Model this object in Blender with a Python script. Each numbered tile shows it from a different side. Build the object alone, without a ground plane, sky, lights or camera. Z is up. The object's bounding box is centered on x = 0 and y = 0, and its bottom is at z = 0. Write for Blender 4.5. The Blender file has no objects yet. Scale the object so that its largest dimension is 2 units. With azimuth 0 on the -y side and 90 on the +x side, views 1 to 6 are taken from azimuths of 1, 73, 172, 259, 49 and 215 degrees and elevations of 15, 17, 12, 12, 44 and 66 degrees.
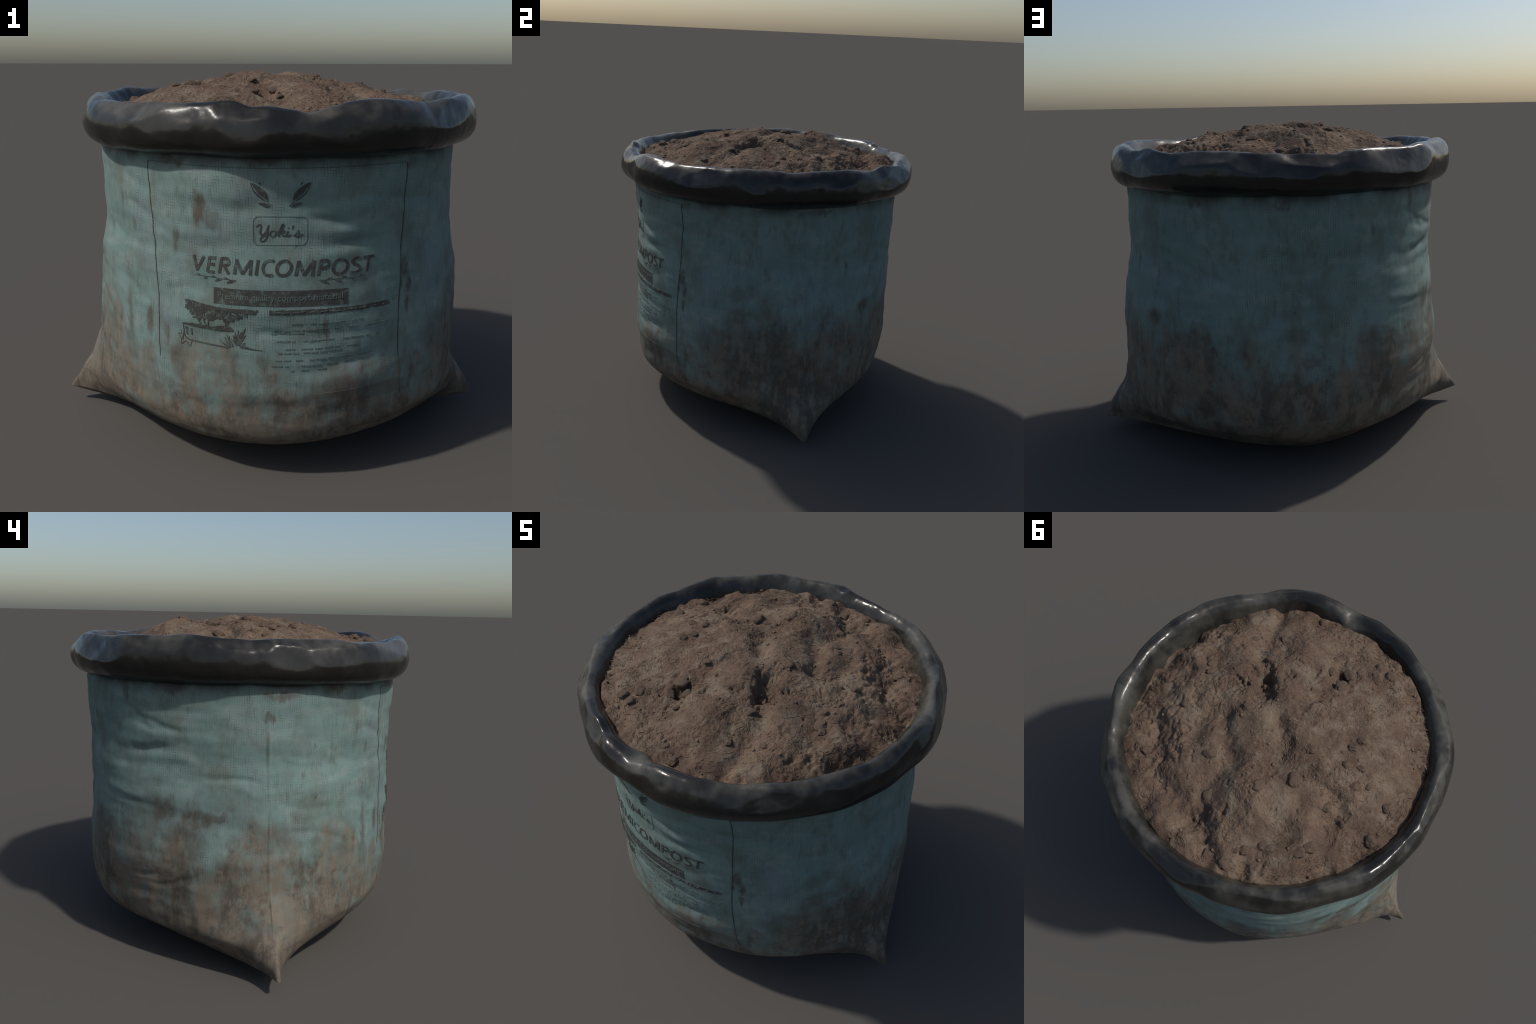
# A woven plastic sack of compost: cloth body with two pointed bottom corners,
# rolled glossy black rim, heap of crumbly soil, dark ink printing on the front.
import bpy, bmesh, math
import numpy as np
from mathutils import Vector

RNG = np.random.default_rng(7)

# ------------------------------------------------------------------ noise
_perm = np.random.default_rng(11).permutation(256)
_perm = np.concatenate([_perm, _perm, _perm])
_g = np.random.default_rng(12).normal(size=(256, 3))
_g /= np.linalg.norm(_g, axis=1)[:, None]


def perlin(x, y, z):
    x, y, z = np.broadcast_arrays(np.asarray(x, float), np.asarray(y, float), np.asarray(z, float))
    xi, yi, zi = np.floor(x).astype(int), np.floor(y).astype(int), np.floor(z).astype(int)
    xf, yf, zf = x - xi, y - yi, z - zi
    f = lambda t: t * t * t * (t * (t * 6 - 15) + 10)
    u, v, w = f(xf), f(yf), f(zf)
    out = 0.0
    for dx in (0, 1):
        for dy in (0, 1):
            for dz in (0, 1):
                h = _perm[_perm[_perm[(xi + dx) & 255] + ((yi + dy) & 255)] + ((zi + dz) & 255)]
                gr = _g[h]
                d = gr[..., 0] * (xf - dx) + gr[..., 1] * (yf - dy) + gr[..., 2] * (zf - dz)
                out = out + d * (u if dx else 1 - u) * (v if dy else 1 - v) * (w if dz else 1 - w)
    return out * 1.5


def fbm(x, y, z, octaves=4, gain=0.5):
    s, a = 0.0, 1.0
    for k in range(octaves):
        s = s + a * perlin(x * 2 ** k + 17.3 * k, y * 2 ** k - 5.1 * k, z * 2 ** k + 3.7 * k)
        a *= gain
    return s


def smooth(a, b, x):
    t = np.clip((x - a) / (b - a), 0, 1)
    return t * t * (3 - 2 * t)


def pchip(xk, yk, x):
    xk = np.asarray(xk, float); yk = np.asarray(yk, float)
    x = np.clip(x, xk[0], xk[-1])
    h = np.diff(xk); d = np.diff(yk) / h
    m = np.zeros_like(yk); m[0] = d[0]; m[-1] = d[-1]
    for i in range(1, len(xk) - 1):
        if d[i - 1] * d[i] > 0:
            w1 = 2 * h[i] + h[i - 1]; w2 = h[i] + 2 * h[i - 1]
            m[i] = (w1 + w2) / (w1 / d[i - 1] + w2 / d[i])
    i = np.clip(np.searchsorted(xk, x) - 1, 0, len(h) - 1)
    t = (x - xk[i]) / h[i]
    return ((2 * t ** 3 - 3 * t * t + 1) * yk[i] + (t ** 3 - 2 * t * t + t) * h[i] * m[i]
            + (-2 * t ** 3 + 3 * t * t) * yk[i + 1] + (t ** 3 - t * t) * h[i] * m[i + 1])


# ------------------------------------------------------------------ sack profile
# half-widths of the level section at each height: right, left, back, front
Z_LEVEL = [0.07, 0.10, 0.15, 0.20, 0.26, 0.33, 0.42, 0.55, 0.70, 0.85, 1.00, 1.15, 1.30, 1.34]
HALF_RIGHT = [0.997, 0.988, 0.967, 0.932, 0.897, 0.876, 0.867, 0.868, 0.861, 0.842, 0.815, 0.812, 0.815, 0.806]
HALF_LEFT = [0.998, 0.981, 0.944, 0.916, 0.882, 0.850, 0.821, 0.813, 0.801, 0.786, 0.763, 0.769, 0.770, 0.759]
HALF_BACK = [0.582, 0.628, 0.698, 0.744, 0.773, 0.790, 0.799, 0.793, 0.783, 0.784, 0.781, 0.790, 0.799, 0.784]
HALF_FRONT = [0.528, 0.590, 0.695, 0.745, 0.766, 0.773, 0.783, 0.781, 0.777, 0.774, 0.767, 0.775, 0.783, 0.773]
# section shape: pointed bell at the bottom corners, plain oval higher up
POW_BACK = [1.738, 1.693, 1.737, 1.976, 2.113, 2.141, 2.195, 2.279, 2.383, 2.444, 2.417, 2.345, 2.216, 2.159]
POW_FRONT = [1.918, 1.942, 2.085, 2.045, 2.103, 2.033, 2.007, 1.963, 1.955, 1.994, 2.040, 2.050, 2.012, 1.981]
EXP_BACK_RIGHT = [1.258, 1.150, 0.950, 0.799, 0.693, 0.648, 0.625, 0.640, 0.658, 0.638, 0.588, 0.565, 0.591, 0.585]
EXP_BACK_LEFT = [1.625, 1.338, 1.029, 0.892, 0.842, 0.759, 0.653, 0.598, 0.631, 0.618, 0.589, 0.574, 0.549, 0.553]
EXP_FRONT_RIGHT = [1.738, 1.473, 1.133, 0.884, 0.644, 0.543, 0.512, 0.506, 0.506, 0.516, 0.527, 0.556, 0.547, 0.550]
EXP_FRONT_LEFT = [1.833, 1.615, 1.315, 1.038, 0.834, 0.711, 0.643, 0.620, 0.595, 0.582, 0.599, 0.622, 0.632, 0.625]


def section(t, z):
    """Point of the undisturbed cloth at turn angle t (radians) and height z."""
    c, s = np.cos(t), np.sin(t)
    a = np.where(c > 0, pchip(Z_LEVEL, HALF_RIGHT, z), pchip(Z_LEVEL, HALF_LEFT, z))
    b = np.where(s > 0, pchip(Z_LEVEL, HALF_BACK, z), pchip(Z_LEVEL, HALF_FRONT, z))
    p = np.where(s > 0, pchip(Z_LEVEL, POW_BACK, z), pchip(Z_LEVEL, POW_FRONT, z))
    q = np.where(s > 0, np.where(c > 0, pchip(Z_LEVEL, EXP_BACK_RIGHT, z), pchip(Z_LEVEL, EXP_BACK_LEFT, z)),
                 np.where(c > 0, pchip(Z_LEVEL, EXP_FRONT_RIGHT, z), pchip(Z_LEVEL, EXP_FRONT_LEFT, z)))
    blunt = .015 * np.tanh(s / .14) * np.exp(-(s / .7) ** 2) * (1 - smooth(.20, .38, z))
    return a * np.sign(c) * np.abs(c) ** (2 / p), b * np.sign(s) * np.abs(s) ** (2 * q) + blunt


# creases pressed into the cloth: angle and height of both ends, depth, half-thickness
CREASES = [
    (134, 1.150, 148, 1.125, .010, .012), (133, 1.192, 155, 1.208, .008, .014), (131, 1.025, 141, 1.020, .011, .016),
    (156, .922, 170, .902, .010, .010), (136, .410, 147, .443, .008, .010), (-172, .805, -154, .767, .008, .014),
    (-170, .688, -151, .620, .006, .010), (-172, 1.010, -161, .973, -.005, .010), (125, 1.222, 133, 1.147, .010, .014),
    (-142, 1.225, -124, 1.170, .007, .016), (-138, 1.110, -124, 1.038, .008, .014), (-117, 1.135, -94, 1.145, .008, .020),
    (-80, 1.085, -70, 1.090, .010, .012), (-77, .998, -63, .995, .010, .014), (-78, .502, -57, .568, .010, .018),
    (-147, .978, -130, .940, .008, .014), (-150, .695, -142, .618, .006, .016), (-143, .797, -128, .718, .008, .020),
    (-112, .800, -120, .812, .006, .014), (-93, .647, -86, .655, .008, .014), (-106, .532, -88, .520, .006, .018),
    (39, 1.045, 69, .932, .008, .014), (54, .990, 67, .932, .006, .012), (128, 1.147, 140, 1.130, .008, .012),
    (117, .973, 141, .958, .010, .020), (125, 1.282, 126, 1.188, .012, .03), (115, .782, 134, .782, .007, .014),
    (128, .427, 136, .463, .009, .010), (84, .662, 95, .640, .006, .014), (130, 1.022, 142, 1.032, .008, .014),
    (-68, 1.160, -44, 1.147, .006, .010), (-78, 1.135, -66, 1.13, -.010, .022), (-74, 1.04, -62, 1.04, -.010, .022),
    (-82, .955, -64, .955, -.009, .022), (-80, .44, -60, .47, -.010, .03), (-118, 1.20, -95, 1.19, -.007, .03),
    (-130, .86, -118, .85, -.006, .025), (140, 1.08, 160, 1.09, -.006, .02), (138, .98, 150, .985, -.007, .02),
    (-170, .86, -150, .86, -.006, .025), (165, .87, 172, .86, -.006, .015), (20, 1.12, 50, 1.10, .005, .02),
    (-40, .62, -10, .58, .005, .025), (-30, 1.0, 5, .99, .004, .02), (60, .78, 100, .80, .005, .022),
    (-100, .95, -118, .99, .005, .02), (-132, 1.02, -118, .975, -.005, .015)]


def relief(t, z):
    """How far the cloth stands out from its plain section."""
    x, y = section(t, z)
    d = 0.006 * perlin(x * 2.6 + 4, y * 2.6, z * 3.2)
    d = d + 0.0038 * perlin(x * 4.5, y * 4.5 + 9, z * 13)
    d = d + 0.0045 * perlin(x * 2.0 + 6, y * 2.0, z * 8.5 + 3)
    d = d + 0.0018 * perlin(x * 9 + 3, y * 9, z * 24)
    d = d + 0.0005 * perlin(x * 22, y * 22, z * 40)
    deg = np.degrees(t)
    for t0, z0, t1, z1, depth, w in CREASES:
        du = (deg - t0 + 180) % 360 - 180
        L = (t1 - t0) * 0.0138; h = z1 - z0
        k = np.clip((du * 0.0138 * L + (z - z0) * h) / (L * L + h * h), -0.5, 1.5)
        bend = 0.012 * np.sin(3.0 * k + t0)
        dist = np.hypot(du * 0.0138 - k * L, (z - z0) - k * h - bend)
        d = d - .56 * depth * np.exp(-(dist / (1.4 * w)) ** 2) * smooth(-0.5, 0.35, k) * (1 - smooth(0.65, 1.5, k))
    # stitched side seams: a low welt with a groove on one side
    for seam in (3.0, 177.3):
        du = ((deg - seam + 180) % 360 - 180) * 0.0138
        d = d + (0.0045 * np.exp(-((du - .010) / 0.010) ** 2) - 0.0018 * np.exp(-((du + .008) / 0.010) ** 2)) * (.55 + .9 * perlin(z * 7, seam, 5.0)) * smooth(.18, .4, z)
        d = d + .0030 * perlin(z * 17, seam, 2.0) * np.exp(-(du / .035) ** 2) * smooth(.18, .4, z)
    # gathers just under the rim
    d = d + 0.004 * perlin(t * 9.0, 2.0, z * 2) * smooth(1.18, 1.31, z)
    keep = smooth(0.07, 0.22, z) * 0.9 + 0.1
    return d * keep


def wall(t, z, lift=0.0):
    """Point on the creased cloth, lifted outwards by lift."""
    t = np.asarray(t, float); z = np.asarray(z, float)
    e = 0.004
    x, y = section(t, z)
    x1, y1 = section(t + e, z); x0, y0 = section(t - e, z)
    xu, yu = section(t, z + e); xd, yd = section(t, z - e)
    dt = np.stack([x1 - x0, y1 - y0, 0 * x], -1)
    dz = np.stack([xu - xd, yu - yd, 0 * x + 2 * e], -1)
    n = np.cross(dt, dz)
    n /= np.maximum(np.linalg.norm(n, axis=-1), 1e-9)[..., None]
    return np.stack([x, y, z], -1) + n * (relief(t, z) + lift)[..., None]


# ------------------------------------------------------------------ mesh helpers
def make_mesh(name, verts, faces, smooth_shade=True):
    """faces: (n,4) or (n,3) int array"""
    me = bpy.data.meshes.new(name)
    faces = np.asarray(faces, np.int32); n, k = faces.shape
    me.vertices.add(len(verts)); me.vertices.foreach_set("co", np.asarray(verts, np.float32).ravel())
    me.loops.add(n * k); me.loops.foreach_set("vertex_index", faces.ravel())
    me.polygons.add(n); me.polygons.foreach_set("loop_start", np.arange(0, n * k, k, dtype=np.int32))
    me.polygons.foreach_set("use_smooth", np.full(n, smooth_shade))
    me.update(calc_edges=True); me.validate()
    return me


def ring_faces(rows, cols, base=0):
    i = np.arange(rows - 1)[:, None] * cols; j = np.arange(cols)[None, :]; k = (j + 1) % cols
    return np.stack([i + j, i + k, i + cols + k, i + cols + j], -1).reshape(-1, 4) + base


def add(name, mesh, parent, material):
    ob = bpy.data.objects.new(name, mesh)
    bpy.context.scene.collection.objects.link(ob)
    ob.parent = parent
    if material and not mesh.materials:
        mesh.materials.append(material)
    return ob


# ------------------------------------------------------------------ shader helpers
class Net:
    def __init__(self, tree):
        self.t = tree; self.n = tree.nodes; self.l = tree.links

    def put(self, sock, v):
        if isinstance(v, bpy.types.NodeSocket):
            self.l.new(v, sock)
        elif isinstance(v, (tuple, list)) and sock.type == 'RGBA':
            sock.default_value = (*v[:3], 1.0)
        else:
            sock.default_value = v

    def m(self, op, a, b=0.0, c=0.0, clamp=False):
        nd = self.n.new('ShaderNodeMath'); nd.operation = op; nd.use_clamp = clamp
        for s, v in zip(nd.inputs, (a, b, c)):
            self.put(s, v)
        return nd.outputs[0]

    def v(self, op, a, b=(0, 0, 0)):
        nd = self.n.new('ShaderNodeVectorMath'); nd.operation = op
        self.put(nd.inputs[0], a); self.put(nd.inputs[1], b)
        return nd.outputs['Value'] if op in ('LENGTH', 'DOT_PRODUCT', 'DISTANCE') else nd.outputs[0]

    def noise(self, vec, scale, detail=3.0, rough=0.55, stretch=None, distort=0.0, color=False):
        if stretch:
            vec = self.v('MULTIPLY', vec, stretch)
        nd = self.n.new('ShaderNodeTexNoise')
        self.l.new(vec, nd.inputs['Vector'])
        nd.inputs['Scale'].default_value = scale; nd.inputs['Detail'].default_value = detail
        nd.inputs['Roughness'].default_value = rough; nd.inputs['Distortion'].default_value = distort
        return nd.outputs['Color' if color else 'Fac']

    def step(self, x, a, b, lo=0.0, hi=1.0):
        nd = self.n.new('ShaderNodeMapRange'); nd.interpolation_type = 'SMOOTHSTEP'
        for s, v in zip(nd.inputs, (x, a, b, lo, hi)):
            self.put(s, v)
        return nd.outputs[0]

    def mix(self, f, a, b, blend='MIX'):
        nd = self.n.new('ShaderNodeMix'); nd.data_type = 'RGBA'; nd.blend_type = blend
        self.put(nd.inputs[0], f); self.put(nd.inputs[6], a); self.put(nd.inputs[7], b)
        return nd.outputs[2]

    def xyz(self, vec):
        nd = self.n.new('ShaderNodeSeparateXYZ'); self.l.new(vec, nd.inputs[0])
        return nd.outputs

    def coords(self):
        return self.n.new('ShaderNodeTexCoord').outputs['Object']

    def bump(self, height, strength, distance):
        nd = self.n.new('ShaderNodeBump')
        nd.inputs['Strength'].default_value = strength; nd.inputs['Distance'].default_value = distance
        self.l.new(height, nd.inputs['Height'])
        return nd.outputs[0]


def new_material(name):
    mat = bpy.data.materials.new(name); mat.use_nodes = True
    net = Net(mat.node_tree)
    return mat, net, mat.node_tree.nodes['Principled BSDF']


# stains and dark under-rim patches on the cloth: centre, half-width, half-height, strength
STAINS = [
    (-.28, -.72, 1.12, .026, .066, 1.0), (-.24, -.73, 1.10, .05, .028, .6), (-.29, -.72, 1.17, .010, .036, .7), (-.38, -.68, .99, .017, .056, .7), (-.59, -.52, 1.02, .013, .047, .5),
    (-.22, -.74, 1.07, .030, .024, .5), (-.52, -.62, .64, .021, .067, .8), (-.44, -.67, .61, .016, .052, .7), (.21, -.76, .67, .010, .056, .9),
    (.53, -.61, .87, .020, .048, .9), (.55, -.60, .81, .013, .040, 1.0), (.52, -.62, .80, .006, .014, 1.0), (.55, -.61, .72, .014, .036, .9), (.26, -.74, 1.22, .007, .018, .6),
    (-.15, -.77, .51, .013, .051, .6), (-.37, -.71, .52, .052, .078, .7), (-.38, -.68, 1.30, .075, .020, .9), (-.04, -.77, 1.31, .055, .020, .9),
    (.53, -.59, 1.28, .026, .026, .7), (.34, -.72, .59, .019, .039, .5), (-.63, -.53, .50, .042, .084, .6),
    (.77, -.35, .84, .052, .043, .5), (.80, -.28, .86, .038, .026, .5), (.72, .42, .72, .050, .042, 1.0),
    (.78, .28, .97, .011, .036, .9), (.78, -.36, .68, .070, .088, .5), (.81, -.20, .95, .017, .034, .5), (.73, -.45, .55, .107, .089, .6),
    (.85, -.23, .58, .158, .105, .5), (.48, .67, .66, .018, .015, 1.0), (.45, .69, .61, .021, .021, 1.0),
    (.08, .78, .70, .051, .051, .5), (.34, .72, 1.04, .020, .029, .4), (-.34, .73, .60, .138, .092, .7), (.56, .63, .57, .137, .091, .6),
    (.01, .79, .57, .044, .029, .6), (-.28, .75, 1.16, .012, .029, .6), (.50, .64, 1.29, .043, .020, .7), (.12, .79, 1.29, .035, .019, .7),
    (-.66, .48, .76, .060, .060, .9), (-.75, .33, .73, .085, .043, .9), (-.78, .25, .74, .042, .020, .7), (-.73, .39, .62, .095, .090, .75),
    (-.80, .02, 1.19, .025, .016, .8), (-.65, -.45, 1.06, .018, .060, .4), (-.73, -.30, 1.05, .009, .087, .35), (-.78, -.15, .93, .014, .020, .5),
    (-.51, .63, .61, .090, .085, .7), (-.67, .41, 1.31, .056, .020, .8), (-.50, .62, 1.28, .018, .059, .7), (-.83, -.03, .67, .057, .057, .5),
    (-.63, -.52, .65, .022, .110, .7), (-.79, -.03, 1.28, .083, .019, .7), (-.71, -.32, 1.30, .058, .016, .9), (.79, .10, 1.30, .06, .018, .7)]


def cloth_group():
    g = bpy.data.node_groups.new('woven_cloth_look', 'ShaderNodeTree')
    for nm, ty in (('Color', 'NodeSocketColor'), ('Dirt', 'NodeSocketFloat'), ('Height', 'NodeSocketFloat'), ('Weave', 'NodeSocketFloat')):
        g.interface.new_socket(nm, in_out='OUTPUT', socket_type=ty)
    n = Net(g); out = g.nodes.new('NodeGroupOutput')
    P = n.coords(); x, y, z = n.xyz(P)
    # --- twill weave in wrapped coordinates
    ang = n.m('ARCTAN2', y, x)
    wob = n.noise(P, 2.5, 2)
    u = n.m('ADD', n.m('MULTIPLY', ang, 0.8 / 0.0112), n.m('MULTIPLY', wob, 3.0))
    w = n.m('ADD', n.m('DIVIDE', z, 0.0112), n.m('MULTIPLY', n.noise(P, 2.2, 2, stretch=(1, 1, .4)), 6.0))
    i, j = n.m('FLOOR', u), n.m('FLOOR', w)
    fu, fw = n.m('FRACT', u), n.m('FRACT', w)
    k = n.m('FLOORED_MODULO', n.m('SUBTRACT', j, i), 5.0)
    isv = n.m('LESS_THAN', k, 2.5)
    du = n.m('ABSOLUTE', n.m('SUBTRACT', fu, 0.5)); dw = n.m('ABSOLUTE', n.m('SUBTRACT', fw, 0.5))
    lv = n.m('MULTIPLY', n.step(du, 0.34, 0.47), isv)
    lh = n.m('MULTIPLY', n.step(dw, 0.34, 0.47), n.m('SUBTRACT', 1.0, isv))
    lh2 = n.m('MULTIPLY', lh, 0.8)
    line = n.m('MAXIMUM', lv, lh2)
    cell = n.n.new('ShaderNodeCombineXYZ'); n.put(cell.inputs[0], i); n.put(cell.inputs[1], n.m('FLOOR', n.m('DIVIDE', n.m('SUBTRACT', j, i), 5.0)))
    white = n.n.new('ShaderNodeTexWhiteNoise'); white.noise_dimensions = '2D'; g.links.new(cell.outputs[0], white.inputs['Vector'])
    thread = n.m('ADD', n.m('MULTIPLY', white.outputs['Value'], .55), n.m('MULTIPLY', n.noise(P, 60, 2, stretch=(1, 1, .2)), .45))
    patch = n.step(n.noise(P, 5.0, 3, .6), 0.36, 0.64, 0.30, 1.0)
    weave = n.m('MULTIPLY', n.m('MULTIPLY', line, patch), n.step(thread, .25, .75, .05, 1.0))
    # --- teal cloth with faded and bluish areas
    c = n.mix(n.step(n.noise(P, 3.2, 3), .38, .62), (.130, .200, .184), (.155, .224, .207))
    c = n.mix(n.step(n.noise(P, 7.5, 3, stretch=(1, 1, 2)), .48, .70, 0, .6), c, (.205, .252, .233))
    c = n.mix(n.step(n.noise(P, 5.3, 3, stretch=(1, 1, .6)), .52, .75, 0, .7), c, (.150, .192, .202))
    c = n.mix(n.step(n.noise(P, 11, 4, .65), .52, .72, 0, .45), c, (.124, .178, .140))
    # brownish grime worked into the weave, and fine streaks
    c = n.mix(n.step(n.noise(P, 6.2, 5, .7, stretch=(1, 1, .7)), .46, .68, 0, .58), c, (.108, .112, .090))
    c = n.mix(n.step(n.noise(P, 26, 4, .7, stretch=(1, 1, .35)), .50, .74, 0, .5), c, (.085, .105, .092))
    c = n.mix(n.m('MULTIPLY', weave, 0.85), c, (.040, .046, .041))
    # --- stains
    jag = n.v('SUBTRACT', n.noise(P, 22, 4, .65, color=True, stretch=(1, 1, .5)), (.5, .5, .5))
    flat = n.v('NORMALIZE', n.v('MULTIPLY', P, (1, 1, 0)))
    Q = n.v('ADD', n.v('ADD', flat, n.v('MULTIPLY', P, (0, 0, 1))), n.v('MULTIPLY', jag, (.09, .09, .12)))
    total = None
    for sx, sy, sz, hw, hh, amt in STAINS:
        r_ = math.hypot(sx, sy)
        d = n.v('LENGTH', n.v('MULTIPLY', n.v('SUBTRACT', Q, (sx / r_, sy / r_, sz)), (.8 / hw, .8 / hw, 1 / hh)))
        mk = n.step(d, 1.45, 0.55, 0.0, amt)
        total = mk if total is None else n.m('MAXIMUM', total, mk)
    breakup = n.step(n.noise(P, 34, 4, .7, stretch=(1, 1, .5)), .34, .56, .55, 1.0)
    total = n.m('MULTIPLY', total, breakup)
    # scattered small specks
    specks = n.m('MULTIPLY', n.step(n.noise(P, 14, 5, .72, stretch=(1, 1, .6)), .62, .72, 0, .75), n.step(n.noise(P, 3, 2), .42, .58))
    total = n.m('MAXIMUM', total, specks)
    stain_c = n.mix(n.noise(P, 9, 3), (.048, .038, .030), (.098, .077, .057))
    c = n.mix(n.m('MULTIPLY', total, .92), c, stain_c)
    # dark patchy band painted into the cloth colour close under the rim
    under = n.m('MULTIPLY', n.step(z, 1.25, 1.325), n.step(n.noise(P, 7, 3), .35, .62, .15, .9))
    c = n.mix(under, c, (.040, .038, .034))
    # --- mud from the ground up
    far = n.m('ABSOLUTE', x)
    n1 = n.m('SUBTRACT', n.noise(P, 3.1, 2, .5), .5)
    n2 = n.m('SUBTRACT', n.noise(P, 9, 5, .68, stretch=(1, 1, .55)), .5)
    n3 = n.m('SUBTRACT', n.noise(P, 34, 4, .7, stretch=(1, 1, .5)), .5)
    level = n.m('ADD', n.m('ADD', z, n.m('MULTIPLY', n1, .55)), n.m('ADD', n.m('MULTIPLY', n2, .85), n.m('MULTIPLY', n3, .35)))
    level = n.m('SUBTRACT', level, n.step(far, .62, .92, 0, .10))
    level = n.m('SUBTRACT', level, n.step(y, .0, .6, 0, .07))
    level = n.m('ADD', level, n.step(y, -.45, -.72, 0, .05))
    mud = n.step(level, .70, .34)
    mud = n.m('MULTIPLY', mud, n.step(n.noise(P, 10, 6, .7, stretch=(1, 1, .6)), .34, .54, .58, 1.0))
    solid = n.step(n.m('ADD', z, n.m('MULTIPLY', n2, .22)), .38, .20)
    mud = n.m('MAXIMUM', mud, solid)
    m_c = n.mix(n.step(n.noise(P, 6.5, 5, .66, stretch=(1, 1, .5)), .40, .58), (.074, .056, .042), (.144, .113, .083))
    m_c = n.mix(n.step(n.noise(P, 17, 6, .75, stretch=(1, 1, .4)), .48, .60, 0, .75), m_c, (.174, .138, .101))
    m_c = n.mix(n.step(n.noise(P, 12, 6, .75), .52, .64, 0, .7), m_c, (.066, .052, .040))
    c = n.mix(n.m('MULTIPLY', mud, .95), c, m_c)
    # worn bare flecks showing cloth through the mud
    fleck = n.m('MULTIPLY', n.step(n.noise(P, 6.5, 5, .68), .54, .68), n.m('MULTIPLY', n.step(z, .08, .2), n.step(far, .93, .80)))
    c = n.mix(n.m('MULTIPLY', n.m('MULTIPLY', fleck, n.step(z, .62, .4)), .42), c, (.130, .200, .190))
    dirt = n.m('MAXIMUM', mud, total)
    h = n.m('ADD', n.m('MULTIPLY', n.m('SUBTRACT', 1.0, n.m('MULTIPLY', weave, .6)), n.m('SUBTRACT', 1.0, n.m('MULTIPLY', mud, .8))),
            n.m('MULTIPLY', n.noise(P, 70, 3, .6), .8))
    for s, v in zip(out.inputs, (c, dirt, h, weave)):
        g.links.new(v, s)
    return g


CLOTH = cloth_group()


def cloth_material():
    mat, n, b = new_material('woven_cloth')
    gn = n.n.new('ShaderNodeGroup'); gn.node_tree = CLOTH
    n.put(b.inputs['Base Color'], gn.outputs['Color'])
    b.inputs['Roughness'].default_value = .72
    b.inputs['Specular IOR Level'].default_value = .3
    n.put(b.inputs['Normal'], n.bump(gn.outputs['Height'], .25, .0018))
    return mat


def ink_material(name, ink, amount):
    mat, n, b = new_material(name)
    gn = n.n.new('ShaderNodeGroup'); gn.node_tree = CLOTH
    P = n.coords()
    wear = n.step(n.noise(P, 45, 4, .7), .32, .54, .50, 1.0)
    f = n.m('MULTIPLY', n.m('MULTIPLY', wear, amount), n.m('SUBTRACT', 1.0, n.m('MULTIPLY', gn.outputs['Dirt'], .55)))
    n.put(b.inputs['Base Color'], n.mix(f, gn.outputs['Color'], ink))
    b.inputs['Roughness'].default_value = .75
    b.inputs['Specular IOR Level'].default_value = .25
    n.put(b.inputs['Normal'], n.bump(gn.outputs['Height'], .25, .0018))
    return mat


def rim_material():
    mat, n, b = new_material('black_plastic_film')
    P = n.coords(); x, y, z = n.xyz(P)
    dust = n.step(n.noise(P, 5.0, 3, .6), .36, .66)
    dust = n.m('MULTIPLY', dust, n.step(n.noise(P, 30, 4, .65), .28, .60, .65, 1.0))
    geo = n.n.new('ShaderNodeNewGeometry')
    dust = n.m('MULTIPLY', dust, n.step(n.xyz(geo.outputs['Normal'])[2], -.1, .80, .10, 1.0))
    c = n.mix(dust, (.014, .0132, .0118), (.074, .070, .058))
    c = n.mix(n.step(n.noise(P, 55, 3, .7), .66, .76, 0, .35), c, (.15, .14, .11))
    c = n.mix(n.step(z, 1.37, 1.325, 0, .5), c, (.012, .012, .011))
    n.put(b.inputs['Base Color'], c)
    n.put(b.inputs['Roughness'], n.m('ADD', n.step(n.noise(P, 9, 3, .55), .35, .7, .15, .27), n.m('MULTIPLY', dust, .12)))
    b.inputs['Specular IOR Level'].default_value = .38
    n.put(b.inputs['Normal'], n.bump(n.m('ADD', n.m('MULTIPLY', n.noise(P, 9, 2, .5), 2.2), n.m('MULTIPLY', n.noise(P, 24, 3, .5), .30)), .34, .012))
    return mat


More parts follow.
